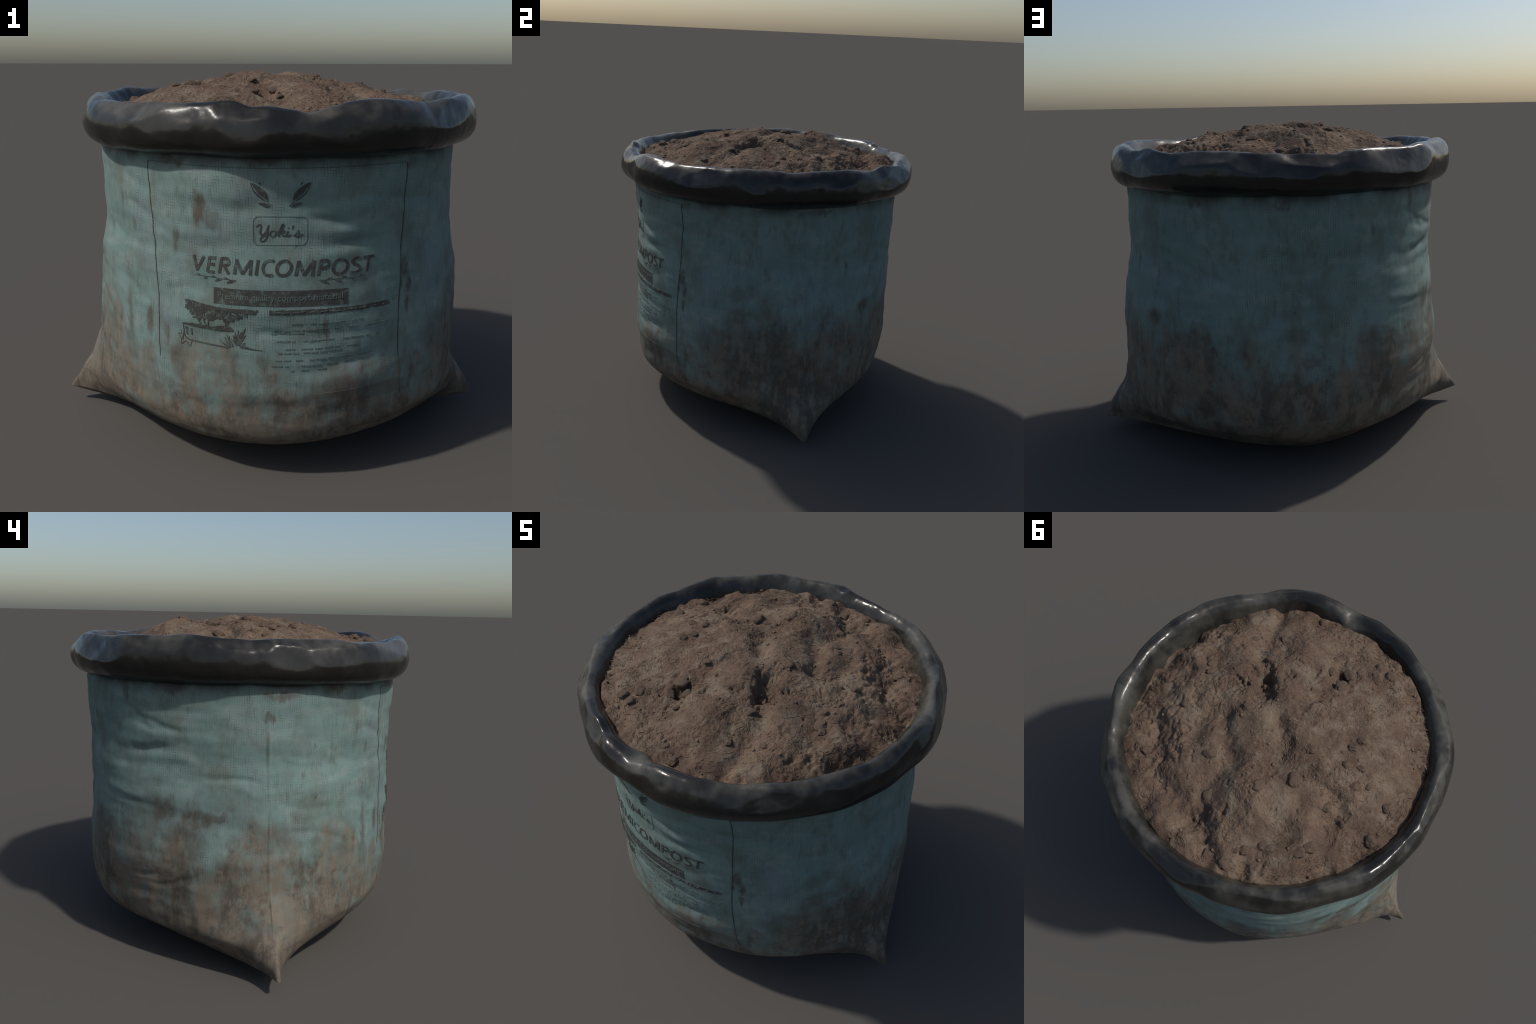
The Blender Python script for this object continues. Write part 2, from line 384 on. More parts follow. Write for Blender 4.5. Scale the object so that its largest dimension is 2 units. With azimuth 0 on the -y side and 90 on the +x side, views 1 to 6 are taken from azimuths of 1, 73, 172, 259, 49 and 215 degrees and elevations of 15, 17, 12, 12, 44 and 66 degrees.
def soil_material():
    mat, n, b = new_material('crumbly_soil')
    P = n.coords()
    geo = n.n.new('ShaderNodeNewGeometry')
    warp = n.v('SUBTRACT', n.noise(P, 7, 2, color=True), (.5, .5, .5))
    Q = n.v('ADD', P, n.v('MULTIPLY', warp, (.25, .25, .25)))
    c = n.mix(n.step(n.noise(P, 5.5, 5, .68), .40, .60), (.096, .064, .046), (.144, .103, .073))
    c = n.mix(n.step(n.noise(P, 11, 3), .5, .68, 0, .5), c, (.164, .142, .108))
    c = n.mix(n.step(n.noise(P, 4.2, 4, .6), .50, .66, 0, .45), c, (.138, .084, .062))
    for k, (st, col) in enumerate((((1, .16, .5), (.235, .165, .100)), ((.16, 1, .5), (.190, .125, .085)), ((.7, .25, .5), (.075, .050, .040)))):
        f = n.step(n.noise(Q, 105 + 13 * k, 3, .6, stretch=st), .56, .72, 0, .55)
        c = n.mix(n.m('MULTIPLY', f, n.step(n.noise(P, 6 + k, 2), .40, .6, .25, 1.0)), c, col)
    c = n.mix(n.step(n.noise(P, 60, 5, .75), .56, .72, 0, .6), c, (.060, .043, .036))
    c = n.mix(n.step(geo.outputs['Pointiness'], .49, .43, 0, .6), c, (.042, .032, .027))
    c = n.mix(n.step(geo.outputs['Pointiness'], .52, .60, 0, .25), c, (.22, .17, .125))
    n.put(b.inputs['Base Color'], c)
    b.inputs['Roughness'].default_value = .92
    b.inputs['Specular IOR Level'].default_value = .15
    h = n.m('ADD', n.noise(Q, 95, 4, .65, stretch=(1, .3, 1)), n.noise(Q, 85, 4, .65, stretch=(.3, 1, 1)))
    n.put(b.inputs['Normal'], n.bump(h, .55, .008))
    return mat


def fibre_material():
    mat, n, b = new_material('dry_fibre')
    P = n.coords()
    c = n.mix(n.step(n.noise(P, 40, 2), .35, .65), (.105, .075, .055), (.215, .160, .108))
    c = n.mix(n.step(n.noise(P, 23, 2), .50, .7), c, (.135, .088, .066))
    n.put(b.inputs['Base Color'], c)
    b.inputs['Roughness'].default_value = .9
    b.inputs['Specular IOR Level'].default_value = .15
    return mat


MAT_CLOTH = cloth_material()
MAT_INK = ink_material('dark_ink', (.036, .030, .026), .89)
MAT_FAINT = ink_material('faded_ink', (.045, .040, .035), .50)
MAT_PALE = ink_material('bare_cloth_print', (.085, .095, .090), .75)
MAT_RIM = rim_material()
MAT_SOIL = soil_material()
MAT_FIBRE = fibre_material()

# ------------------------------------------------------------------ top object
sack = bpy.data.objects.new('compost_sack', None)
bpy.context.scene.collection.objects.link(sack)
sack['label'] = 'teal woven sack of dark compost with rolled black rim'
sack['category'] = 'compost bag'

# ------------------------------------------------------------------ cloth body
COLS, ROWS, FLOOR = 640, 250, 48
t = np.linspace(-np.pi, np.pi, COLS, endpoint=False)
rows = []
# underside: the lowest section shrinks towards the middle and sinks to the ground
base = wall(t, np.full(COLS, 0.07))
tip = smooth(.86, 1.0, np.abs(base[:, 0])) * np.sign(base[:, 0])
for k in range(FLOOR):
    s = 0.012 + (1 - 0.012) * (k / FLOOR) ** 0.8
    p = base * s
    p[:, 2] = 0.07 * s ** 4.5
    rows.append(p)
zz = 0.07 + (1.335 - 0.07) * np.linspace(0, 1, ROWS) ** 1.15
for zk in zz:
    rows.append(wall(t, np.full(COLS, zk)))
V = np.array(rows)
# the left corner sits a little higher than the right one
lean = smooth(.80, 1.0, np.abs(V[..., 0])) * (1 - smooth(.1, .3, V[..., 2]))
V[..., 2] += lean * np.where(V[..., 0] < 0, .009, -.012)
V[..., 2] -= V[..., 2].min()
flat = V.reshape(-1, 3)
centre = len(flat)
verts = np.vstack([flat, [[0, 0, float(V[0, :, 2].mean())]]])
quads = ring_faces(len(rows), COLS)
me = make_mesh('sack_body', verts, quads)
bm = bmesh.new(); bm.from_mesh(me); bm.verts.ensure_lookup_table()
for j in range(COLS):
    f = bm.faces.new((bm.verts[centre], bm.verts[(j + 1) % COLS], bm.verts[j])); f.smooth = True
bm.to_mesh(me); bm.free()
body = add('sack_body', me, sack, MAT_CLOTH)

# ------------------------------------------------------------------ rolled rim
# crest height of the roll round the mouth (degrees, height)
CREST = [(-180, 1.509), (-169, 1.512), (-160, 1.513), (-150, 1.500), (-136, 1.492), (-124, 1.501), (-114, 1.503), (-107, 1.508), (-101, 1.512),
         (-95, 1.503), (-90, 1.493), (-85, 1.484), (-77, 1.488), (-70, 1.508), (-63, 1.518), (-54, 1.508), (-45, 1.499), (-38, 1.506), (-30, 1.514),
         (-22, 1.521), (-13, 1.513), (-6, 1.504), (4, 1.512), (14, 1.515), (25, 1.500), (34, 1.512), (45, 1.494), (55, 1.504), (64, 1.508), (74, 1.498), (86, 1.496),
         (97, 1.485), (103, 1.512), (113, 1.508), (124, 1.502), (132, 1.516), (144, 1.511), (151, 1.523), (160, 1.515), (171, 1.508), (180, 1.509)]
# outline of the roll: distance from the outermost circle, height; inside to outside
ROLL = [(-.150, 1.380), (-.138, 1.405), (-.126, 1.432), (-.112, 1.463), (-.097, 1.490), (-.078, 1.507), (-.058, 1.512), (-.040, 1.506), (-.022, 1.490),
        (-.009, 1.466), (-.002, 1.438), (.000, 1.412), (-.004, 1.386), (-.014, 1.362), (-.032, 1.342), (-.054, 1.328), (-.074, 1.321), (-.086, 1.322), (-.094, 1.332), (-.105, 1.345)]
RC, RS = 400, 52
th = np.linspace(-np.pi, np.pi, RC, endpoint=False)
deg = np.degrees(th)
cr = np.array(CREST)
crest = pchip(cr[:, 0], cr[:, 1], deg)


def mouth_radius(th):
    return .866 + .026 * np.cos(th) + .006 * np.sin(th)


R0 = mouth_radius(th) + .004
bumps = [(-57, .008, 6), (-66, .006, 5), (-80, -.004, 6), (-95, .010, 6), (-110, -.006, 6), (142, -.010, 7), (128, .008, 6), (155, .006, 6), (-40, -.006, 6),
         (20, .006, 8), (46, .006, 8), (-128, .006, 8), (66, .006, 6), (100, -.008, 4), (-150, .008, 8), (-172, -.006, 6), (-20, .006, 7), (4, -.006, 6)]
wob = np.zeros(RC)
for c0, amp, w in bumps:
    wob += amp * np.exp(-(((deg - c0 + 180) % 360 - 180) / w) ** 2)
roll = np.array(ROLL)
arc = np.concatenate([[0], np.cumsum(np.hypot(np.diff(roll[:, 0]), np.diff(roll[:, 1])))])
arc /= arc[-1]
ss = np.linspace(0, 1, RS)
ro, rz = pchip(arc, roll[:, 0], ss), pchip(arc, roll[:, 1], ss)
cx, sx = np.cos(th), np.sin(th)
P = np.zeros((RS, RC, 3))
dro = np.gradient(ro); drz = np.gradient(rz)
ln = np.hypot(dro, drz)
for k in range(RS):
    up = float(smooth(1.36, 1.50, rz[k]))
    inner = float(smooth(-.09, -.03, ro[k]))
    r = R0 + ro[k] + wob * (0.35 + 0.65 * inner)
    z = rz[k] + (crest - 1.503) * up
    # pressed dents and stiff folds in the film
    n3 = perlin(cx * 4.0 + 3, sx * 4.0, rz[k] * 5 + ss[k] * 1.5)
    n4 = np.sqrt(perlin(cx * 5.2 + 11, sx * 5.2, rz[k] * 6 + 5) ** 2 + .0008) - .22
    n5 = np.sqrt(perlin(cx * 11 + 1, sx * 11, rz[k] * 12 + 2) ** 2 + .004) - .22
    n6 = perlin(cx * 34, sx * 34, rz[k] * 4)
    free = float(smooth(0, .12, ss[k]) * (1 - smooth(.90, 1, ss[k])))
    d = (.007 * n3 - .004 * n4 * (0.25 + .75 * up) - .001 * n5 * up) * free
    nr, nz = -drz[k] / ln[k], dro[k] / ln[k]
    r = r - nr * d * -1.0
    z = z + nz * d
    P[k] = np.stack([r * cx, r * sx, z], -1)
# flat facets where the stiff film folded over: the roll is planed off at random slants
frng = np.random.default_rng(23)
ang0 = -math.pi
while ang0 < math.pi:
    a0 = ang0 + frng.uniform(-.05, .05)
    for lift_deg in ((frng.uniform(5, 30), frng.uniform(35, 60)) if frng.random() < .6 else (frng.uniform(20, 105),)):
        e = math.radians(lift_deg); tw = frng.normal(0, .16)
        core = mouth_radius(a0) - .062
        N = np.array([math.cos(a0 + tw) * math.cos(e), math.sin(a0 + tw) * math.cos(e), math.sin(e)])
        C = np.array([core * math.cos(a0), core * math.sin(a0), 1.432])
        near = np.linalg.norm(P - C, axis=-1) < .22
        reach = ((P[near] - C) @ N).max()
        cut = reach - frng.uniform(.006, .019) * (1.0 if lift_deg < 60 else .5)
        over = np.clip((P - C) @ N - cut, 0, None) * near
        over = over * smooth(.24, .10, np.linalg.norm(P - C, axis=-1))
        P -= (over * frng.uniform(.75, 1.15))[..., None] * N
    ang0 += frng.uniform(.10, .30)
# the big thumb dent and pinch in the front lip
for c0, rr, zc, depth, w in ((-96, .812, 1.50, .014, .045), (-81, .795, 1.49, .015, .035), (103, .80, 1.50, .012, .03), (-128, .84, 1.48, .010, .04), (-112, .845, 1.47, .008, .03), (-40, .84, 1.49, .007, .035), (-48, .86, 1.46, .008, .04),
                              (-20, .83, 1.50, .006, .03), (10, .87, 1.48, .008, .04), (30, .86, 1.49, .008, .03), (62, .85, 1.49, .007, .035), (84, .83, 1.49, .008, .03),
                              (120, .83, 1.48, .009, .035), (140, .82, 1.48, .008, .03), (165, .81, 1.48, .008, .035), (172, .80, 1.50, .007, .02), (-170, .80, 1.49, .010, .03), (-150, .81, 1.48, .009, .04)):
    a0 = math.radians(c0); q = np.array([rr * math.cos(a0), rr * math.sin(a0), zc])
    dd = np.linalg.norm(P - q, axis=-1)
    P[..., 2] -= depth * np.exp(-(dd / w) ** 2) * smooth(1.40, 1.47, P[..., 2])
for c0, depth, w in ((-81, -.030, 4.5), (-126, .006, 5), (-60, .010, 5)):
    g = np.exp(-(((deg - c0 + 180) % 360 - 180) / w) ** 2) * depth
    prof = 1 - smooth(-.105, -.05, ro)
    P[..., 0] += prof[:, None] * g * cx; P[..., 1] += prof[:, None] * g * sx
rim = add('rolled_rim', make_mesh('rolled_rim', P.reshape(-1, 3), ring_faces(RS, RC)[:, ::-1]), sack, MAT_RIM)

# ------------------------------------------------------------------ soil heap
LUMPS = [(.544, -.044, .024), (.548, -.113, .024), (.514, -.093, .029), (.486, -.044, .021), (.494, .054, .019), (.465, .173, .026), (.188, .023, .032), (.196, .309, .032),
         (.486, .459, .024), (.611, .086, .013), (.445, -.351, .016), (.284, -.284, .019), (.269, -.244, .016), (.327, -.444, .019), (.151, -.642, .019), (.229, -.669, .024),
         (.026, -.481, .021), (.002, -.41, .024), (-.034, -.514, .024), (-.087, -.459, .035), (-.096, -.367, .037), (-.174, -.592, .026), (-.193, -.531, .035), (-.239, -.59, .032),
         (-.084, -.222, .021), (.144, -.357, .021), (-.349, -.174, .027), (-.334, -.121, .027), (-.311, -.073, .02), (.073, .468, .038), (.063, .692, .02),
         (-.078, .681, .027), (-.275, .505, .026), (-.213, .572, .027), (-.189, .595, .015), (-.174, .674, .032), (-.094, .313, .035), (-.1, .614, .013), (-.21, .19, .035),
         (-.444, .037, .027), (-.416, -.056, .022), (-.353, -.027, .021), (-.621, .004, .028), (-.401, .189, .027), (-.31, .291, .017), (-.448, .381, .033), (-.421, .433, .035),
         (-.665, .13, .022), (-.653, .18, .035), (-.677, -.193, .012), (-.18, .022, .032), (-.497, -.014, .019)]
HOLLOWS = [(.248, -.183, .042, .048), (.200, -.12, .048, .030), (.215, -.15, .06, .020), (-.047, -.39, .050, .024), (-.07, -.429, .022, .020), (.012, .582, .040, .022), (.045, .549, .040, .020),
           (.678, .233, .050, .018), (.431, .416, .075, .020), (.066, .278, .050, .016), (-.452, .146, .034, .014), (-.45, .231, .040, .016), (.703, .007, .045, .016),
           (-.137, .16, .050, .012), (.289, -.388, .055, .012), (.555, -.195, .06, .014), (-.576, .186, .034, .010), (.60, .03, .06, .012), (.30, .10, .08, .012), (.69, -.33, .07, .030), (.745, -.17, .05, .025), (.60, .20, .10, .02), (.47, .33, .09, .02), (-.30, .42, .07, .014)]


# trodden-in furrows across the heap (path, half-width, depth) and broad mounds (x, y, radius, rise)
VALLEYS = [([(.74, -.35), (.72, -.17), (.73, .06), (.75, .24)], .05, .030), ([(.42, -.57), (.35, -.29), (.28, -.15), (.21, -.06)], .050, .030),
           ([(.27, .12), (.12, .27), (.10, .43), (.06, .61), (-.08, .66)], .050, .040), ([(.55, .33), (.46, .48), (.24, .56), (.09, .62)], .045, .032),
           ([(.03, -.01), (-.08, .08), (-.07, .25)], .045, .028), ([(-.40, .14), (-.51, .19), (-.43, .26)], .035, .026),
           ([(.05, -.51), (-.03, -.41), (-.04, -.25)], .045, .020), ([(-.23, .59), (-.28, .64)], .03, .020), ([(.36, .14), (.32, .30)], .040, .026),
           ([(-.24, .11), (-.49, .11)], .030, .016), ([(-.66, .16), (-.63, .30)], .035, .018)]
MOUNDS = [(.66, -.10, .08, .022), (.32, -.14, .09, .008), (.12, -.46, .12, .014), (-.11, -.09, .13, .012), (-.09, .37, .12, .026), (.10, .01, .09, .012),
          (.20, .66, .08, .022), (-.40, -.28, .14, .006), (-.39, -.02, .12, .010), (-.42, .49, .11, .012), (.36, .06, .08, .014), (.50, .20, .09, .022), (.35, .36, .08, .012), (.56, -.25, .09, .012)]


def soil_height(x, y):
    rr = np.hypot(x, y)
    z = 1.592 - .142 * (rr / .7) ** 2
    z = z + .022 * smooth(.55, .76, rr)
    wx = x + .03 * perlin(x * 6, y * 6, 1.5); wy = y + .03 * perlin(x * 6, y * 6, 7.5)
    z = z + .012 * perlin(wx * 4.2, wy * 4.2, .3) + .018 * perlin(wx * 9 + 5, wy * 9, .8)
    rough = smooth(-.12, .25, perlin(x * 5.5 + 20, y * 5.5, 2.2) + .4 * perlin(x * 13, y * 13 + 9, 4))
    ridged = (.28 - np.abs(perlin(wx * 15, wy * 15, 3.1))) * .012
    z = z + ridged * (.35 + .65 * rough)
    z = z + (.5 + .5 * rough) * (.0042 * perlin(wx * 30, wy * 30, 1) + .0034 * perlin(wx * 70, wy * 70, 2))
    a = perlin(x * 5, y * 5, 11) * 3.2
    p, q = np.cos(a) * x + np.sin(a) * y, -np.sin(a) * x + np.cos(a) * y
    z = z + (.2 + .8 * rough) * (.0062 * (.25 - np.abs(perlin(p * 28, q * 100, 5))) + .0030 * perlin(p * 50, q * 150, 8))
    for mx, my, mr, mh in MOUNDS:
        dd = np.hypot(wx - mx, wy - my)
        z = z + mh * np.exp(-(dd / mr) ** 4)
    for path, width, depth in VALLEYS:
        best = np.full(np.shape(x), 9.0)
        for (x0, y0), (x1, y1) in zip(path[:-1], path[1:]):
            ex, ey = x1 - x0, y1 - y0
            k = np.clip(((wx - x0) * ex + (wy - y0) * ey) / (ex * ex + ey * ey), 0, 1)
            best = np.minimum(best, np.hypot(wx - x0 - k * ex, wy - y0 - k * ey))
        z = z - depth * np.exp(-(best / width) ** 2)
    for hx, hy, hr, hd in HOLLOWS:
        dd = np.hypot(x - hx, y - hy) * (1 + .7 * perlin(x * 17, y * 17, hx * 9) + .3 * perlin(x * 45, y * 45, hx * 5))
        z = z - 1.35 * hd * np.exp(-(dd / hr) ** 2)
    return z


SR, SC = 300, 1100
th2 = np.linspace(-np.pi, np.pi, SC, endpoint=False)
rmax = mouth_radius(th2) - .100
fr = np.linspace(0.004, 1, SR)[:, None]
X = fr * rmax * np.cos(th2); Y = fr * rmax * np.sin(th2)
Zs = soil_height(X, Y)
# the edge dips under the lip of the rim
edge = perlin(np.cos(th2) * 6, np.sin(th2) * 6, 3) + .6 * perlin(np.cos(th2) * 15, np.sin(th2) * 15, 5)
Zs = Zs - (.005 + .022 * edge) * smooth(.82, .98, fr + 0 * X) - .04 * smooth(.985, 1.0, fr + 0 * X)
soil_v = np.vstack([np.stack([X, Y, Zs], -1).reshape(-1, 3)])
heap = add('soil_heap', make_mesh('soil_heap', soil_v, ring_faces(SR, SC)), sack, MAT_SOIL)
bm = bmesh.new(); bm.from_mesh(heap.data); bm.verts.ensure_lookup_table()
f = bm.faces.new([bm.verts[j] for j in range(SC)]); f.smooth = True
bm.to_mesh(heap.data); bm.free()


def clod_mesh(name, seed, sub=4):
    bm = bmesh.new(); bmesh.ops.create_icosphere(bm, subdivisions=sub, radius=1.0)
    co = np.array([v.co[:] for v in bm.verts])
    k = 1 + .30 * perlin(co[:, 0] * 1.2 + seed, co[:, 1] * 1.2, co[:, 2] * 1.2) + .12 * perlin(co[:, 0] * 4 + seed, co[:, 1] * 4, co[:, 2] * 4)
    for v, s in zip(bm.verts, k):
        v.co *= float(s)
    for f in bm.faces:
        f.smooth = True
    me = bpy.data.meshes.new(name); bm.to_mesh(me); bm.free()
    return me


clods = [clod_mesh('soil_clod', 3.1 * k) for k in range(6)]
for m_ in clods:
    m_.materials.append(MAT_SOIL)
for k, (lx, ly, lr) in enumerate(LUMPS):
    ob = bpy.data.objects.new('soil_clod', clods[k % 6])
    bpy.context.scene.collection.objects.link(ob); ob.parent = heap
    lz = float(soil_height(np.array(lx), np.array(ly)))
    sink = RNG.uniform(-.35, .0)
    ob.location = (lx, ly, lz + lr * sink)
    ob.rotation_euler = (RNG.uniform(-.3, .3), RNG.uniform(-.3, .3), RNG.uniform(0, 6.28))
    ob.scale = (lr * RNG.uniform(.9, 1.25), lr * RNG.uniform(.75, 1.0), lr * RNG.uniform(.50, .75))

# small crumbs, too many to name: one joined part
small = clod_mesh('crumb_source', 41.0, 2)
sv = np.array([v.co[:] for v in small.vertices]); sf = np.array([p.vertices[:] for p in small.polygons])
bpy.data.meshes.remove(small)
NC = 170
ang, rad = RNG.uniform(-np.pi, np.pi, NC), np.sqrt(RNG.uniform(0, 1, NC)) * .735
cxy = np.stack([rad * np.cos(ang), rad * np.sin(ang)], -1)
cz = soil_height(cxy[:, 0], cxy[:, 1])
size = RNG.uniform(.003, .0085, NC)
cv, cf = [], []
for k in range(NC):
    a = RNG.uniform(0, 6.28); ca, sa = np.cos(a), np.sin(a)
    s = sv * np.array([1.2, .9, .8]) * size[k]
    s = np.stack([s[:, 0] * ca - s[:, 1] * sa, s[:, 0] * sa + s[:, 1] * ca, s[:, 2]], -1)
    cv.append(s + [cxy[k, 0], cxy[k, 1], cz[k] + size[k] * .1]); cf.append(sf + k * len(sv))
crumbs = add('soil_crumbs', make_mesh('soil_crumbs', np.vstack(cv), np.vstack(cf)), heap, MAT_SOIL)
crumbs['kind'] = 'stuff'

# short bent plant fibres lying on the soil
NF, SEG = 5200, 5
ang, rad = RNG.uniform(-np.pi, np.pi, NF), np.sqrt(RNG.uniform(0, 1, NF)) * .735
fx, fy = rad * np.cos(ang), rad * np.sin(ang)
dirn = perlin(fx * 5, fy * 5, 11) * 3.2 + RNG.normal(0, .8, NF)
length = RNG.uniform(.012, .038, NF); wid = RNG.uniform(.0009, .0019, NF); curl = RNG.normal(0, .3, NF)
kk = np.linspace(-.5, .5, SEG)
px = np.zeros((NF, SEG)); py = np.zeros((NF, SEG))
aa = dirn[:, None] + curl[:, None] * kk[None]
px = fx[:, None] + np.cos(aa) * length[:, None] * kk; py = fy[:, None] + np.sin(aa) * length[:, None] * kk
keep = (np.hypot(px, py).max(1) < .74)
px, py, aa, wid = px[keep], py[keep], aa[keep], wid[keep]; NF = len(px)
pz = soil_height(px, py) + .0002 + RNG.uniform(0, .0007, (NF, 1))
pz = pz * .8 + pz.mean(1, keepdims=True) * .2
taper = np.array([.35, .9, 1, .9, .35])
ring = []
for c in range(3):
    ca = 2 * np.pi * c / 3 + np.pi / 2
    o = np.cos(ca) * wid[:, None] * taper; h = np.sin(ca) * wid[:, None] * taper * .5
    ring.append(np.stack([px - np.sin(aa) * o, py + np.cos(aa) * o, pz + h], -1))
fv = np.stack(ring, 2)  # NF,SEG,3,3
idx = np.arange(NF * SEG * 3).reshape(NF, SEG, 3)
q = []
for c in range(3):
    d = (c + 1) % 3
    q.append(np.stack([idx[:, :-1, c], idx[:, :-1, d], idx[:, 1:, d], idx[:, 1:, c]], -1).reshape(-1, 4))
fibres = add('plant_fibres', make_mesh('plant_fibres', fv.reshape(-1, 3), np.vstack(q)), heap, MAT_FIBRE)
fibres['kind'] = 'stuff'

# ------------------------------------------------------------------ printing
# Print positions are (degrees round the sack, height). Ink is a thin skin on the cloth.
SKIN = .0010


def wrap(verts, faces_mesh, name, parent, material, lift):
    """verts: (n,3) with degrees, height, depth(0..1); sends them on to the cloth."""
    v = np.asarray(verts, float)
    p = wall(np.radians(v[:, 0]), v[:, 1], lift + v[:, 2] * SKIN)
    return p


def strokes_mesh(name, strokes, parent, material, lift=.0004):
    """strokes: list of (points[(deg, z)], [half-widths in metres]) as thin ribbons."""
    vs, fs, base = [], [], 0
    for si, (pts, wds) in enumerate(strokes):
        pts = np.array(pts, float)
        if len(pts) > 2:
            # smooth the hand-placed points
            k = np.arange(len(pts)); n = max(8, 7 * len(pts)); kk = np.linspace(0, len(pts) - 1, n)
            i1 = np.clip(np.floor(kk).astype(int), 0, len(pts) - 2); f = (kk - i1)[:, None]
            p0 = pts[np.clip(i1 - 1, 0, None)]; p1 = pts[i1]; p2 = pts[i1 + 1]; p3 = pts[np.clip(i1 + 2, None, len(pts) - 1)]
            pts2 = .5 * (2 * p1 + (p2 - p0) * f + (2 * p0 - 5 * p1 + 4 * p2 - p3) * f ** 2 + (3 * p1 - p0 - 3 * p2 + p3) * f ** 3)
            w = np.interp(kk, np.linspace(0, len(pts) - 1, len(wds)), wds)
        else:
            L = np.hypot((pts[1, 0] - pts[0, 0]) * .0135, pts[1, 1] - pts[0, 1])
            n = max(2, int(L / .012) + 1); f = np.linspace(0, 1, n)[:, None]
            pts2 = pts[0] * (1 - f) + pts[1] * f
            w = np.interp(f[:, 0], np.linspace(0, 1, len(wds)), wds)
        d = np.gradient(pts2, axis=0) * [.0135, 1]
        d /= np.maximum(np.linalg.norm(d, axis=1), 1e-9)[:, None]
        side = np.stack([-d[:, 1] / .0135, d[:, 0]], -1) * w[:, None]
        n = len(pts2); ramp = np.linspace(0, .25, n) + .05 * (si % 7)
        L_, R_ = pts2 + side, pts2 - side
        rows_ = [np.column_stack([L_, ramp - 1.2]), np.column_stack([L_, ramp + 1]), np.column_stack([R_, ramp + 1]), np.column_stack([R_, ramp - 1.2])]
        vv = np.stack(rows_, 1).reshape(-1, 3)
        i = np.arange(n - 1)[:, None] * 4 + base; c = np.arange(4)[None]; c2 = (c + 1) % 4
        fs.append(np.stack([i + c, i + 4 + c, i + 4 + c2, i + c2], -1).reshape(-1, 4))
        e = np.array([[base, base + 1, base + 2, base + 3], [base + 4 * n - 1, base + 4 * n - 2, base + 4 * n - 3, base + 4 * n - 4]])
        fs.append(e); vs.append(vv); base += len(vv)
    v = np.vstack(vs)
    p = wall(np.radians(v[:, 0]), v[:, 1], lift + v[:, 2] * SKIN)
    me = make_mesh(name, p, np.vstack(fs), False)
    return add(name, me, parent, material)


def blobs_mesh(name, blobs, parent, material, lift=.0004):
    """blobs: leaf shaped patches (deg, z, half-length m, half-width m, turn)."""
    vs, fs, base = [], [], 0
    n = 14
    for bi, (d0, z0, hl, hw, turn) in enumerate(blobs):
        k = np.linspace(-1, 1, n); prof = np.clip(1 - k * k, 0, 1) ** .8 * hw + .0002
        ax, az = math.cos(turn), math.sin(turn)
        top = []
        for sgn in (1, 0, -1):
            ox = k * hl * ax - sgn * prof * az; oz = k * hl * az + sgn * prof * ax
            top.append(np.column_stack([d0 + ox / .0135, z0 + oz, np.full(n, 1 + .06 * (bi % 9))]))
        bot = [a + [0, 0, -2.4] for a in (top[2], top[0])]
        loop = np.stack([top[0], top[1], top[2], bot[0], bot[1]], 1).reshape(-1, 3)
        i = np.arange(n - 1)[:, None] * 5 + base; c = np.arange(5)[None]; c2 = (c + 1) % 5
        fs.append(np.stack([i + c, i + 5 + c, i + 5 + c2, i + c2], -1).reshape(-1, 4)); vs.append(loop); base += len(loop)
    v = np.vstack(vs)
    p = wall(np.radians(v[:, 0]), v[:, 1], lift + v[:, 2] * SKIN)
    return add(name, make_mesh(name, p, np.vstack(fs), False), parent, material)


def panel_mesh(name, d0, d1, zlo, zhi, parent, material, lift=.0004, slope=0.0, ragged=0.0):
    """a filled rectangle of ink; slope lifts its right end, ragged roughens its edges"""
    nx, nz = max(3, int((d1 - d0) / .6)), max(3, int((zhi - zlo) / .006))
    gx, gz = np.meshgrid(np.linspace(0, 1, nx), np.linspace(0, 1, nz))
    D = d0 + (d1 - d0) * gx
    Zz = zlo + (zhi - zlo) * gz + slope * gx
    Zz = Zz + ragged * perlin(D * .9, gz * 2, 3) * np.abs(gz - .5) * 2
    top = np.stack([D, Zz, np.ones_like(D)], -1).reshape(-1, 3); bot = top.copy(); bot[:, 2] = -1.2
    v = np.vstack([top, bot]); N = nx * nz
    id_ = np.arange(N).reshape(nz, nx)
    q = np.stack([id_[:-1, :-1], id_[:-1, 1:], id_[1:, 1:], id_[1:, :-1]], -1).reshape(-1, 4)
    edge = np.concatenate([id_[0, :], id_[1:, -1], id_[-1, -2::-1], id_[-2:0:-1, 0]])
    nx_ = np.roll(edge, -1)
    sides = np.stack([edge, edge + N, nx_ + N, nx_], -1)
    p = wall(np.radians(v[:, 0]), v[:, 1], lift + v[:, 2] * SKIN)
    return add(name, make_mesh(name, p, np.vstack([q, q[:, ::-1] + N, sides]), False), parent, material)


def text_pieces(body_text, shear, weight, space):
    cu = bpy.data.curves.new('lettering_source', 'FONT')
    cu.body = body_text; cu.size = 1.0; cu.shear = shear; cu.offset = weight; cu.space_character = space
    cu.extrude = .5; cu.resolution_u = 6; cu.fill_mode = 'BOTH'
    ob = bpy.data.objects.new('lettering_source', cu)
    bpy.context.scene.collection.objects.link(ob)
    dg = bpy.context.evaluated_depsgraph_get()
    me = bpy.data.meshes.new_from_object(ob.evaluated_get(dg))
    bpy.data.objects.remove(ob); bpy.data.curves.remove(cu)
    bm = bmesh.new(); bm.from_mesh(me); bpy.data.meshes.remove(me)
    bmesh.ops.remove_doubles(bm, verts=bm.verts, dist=1e-5)
    return bm


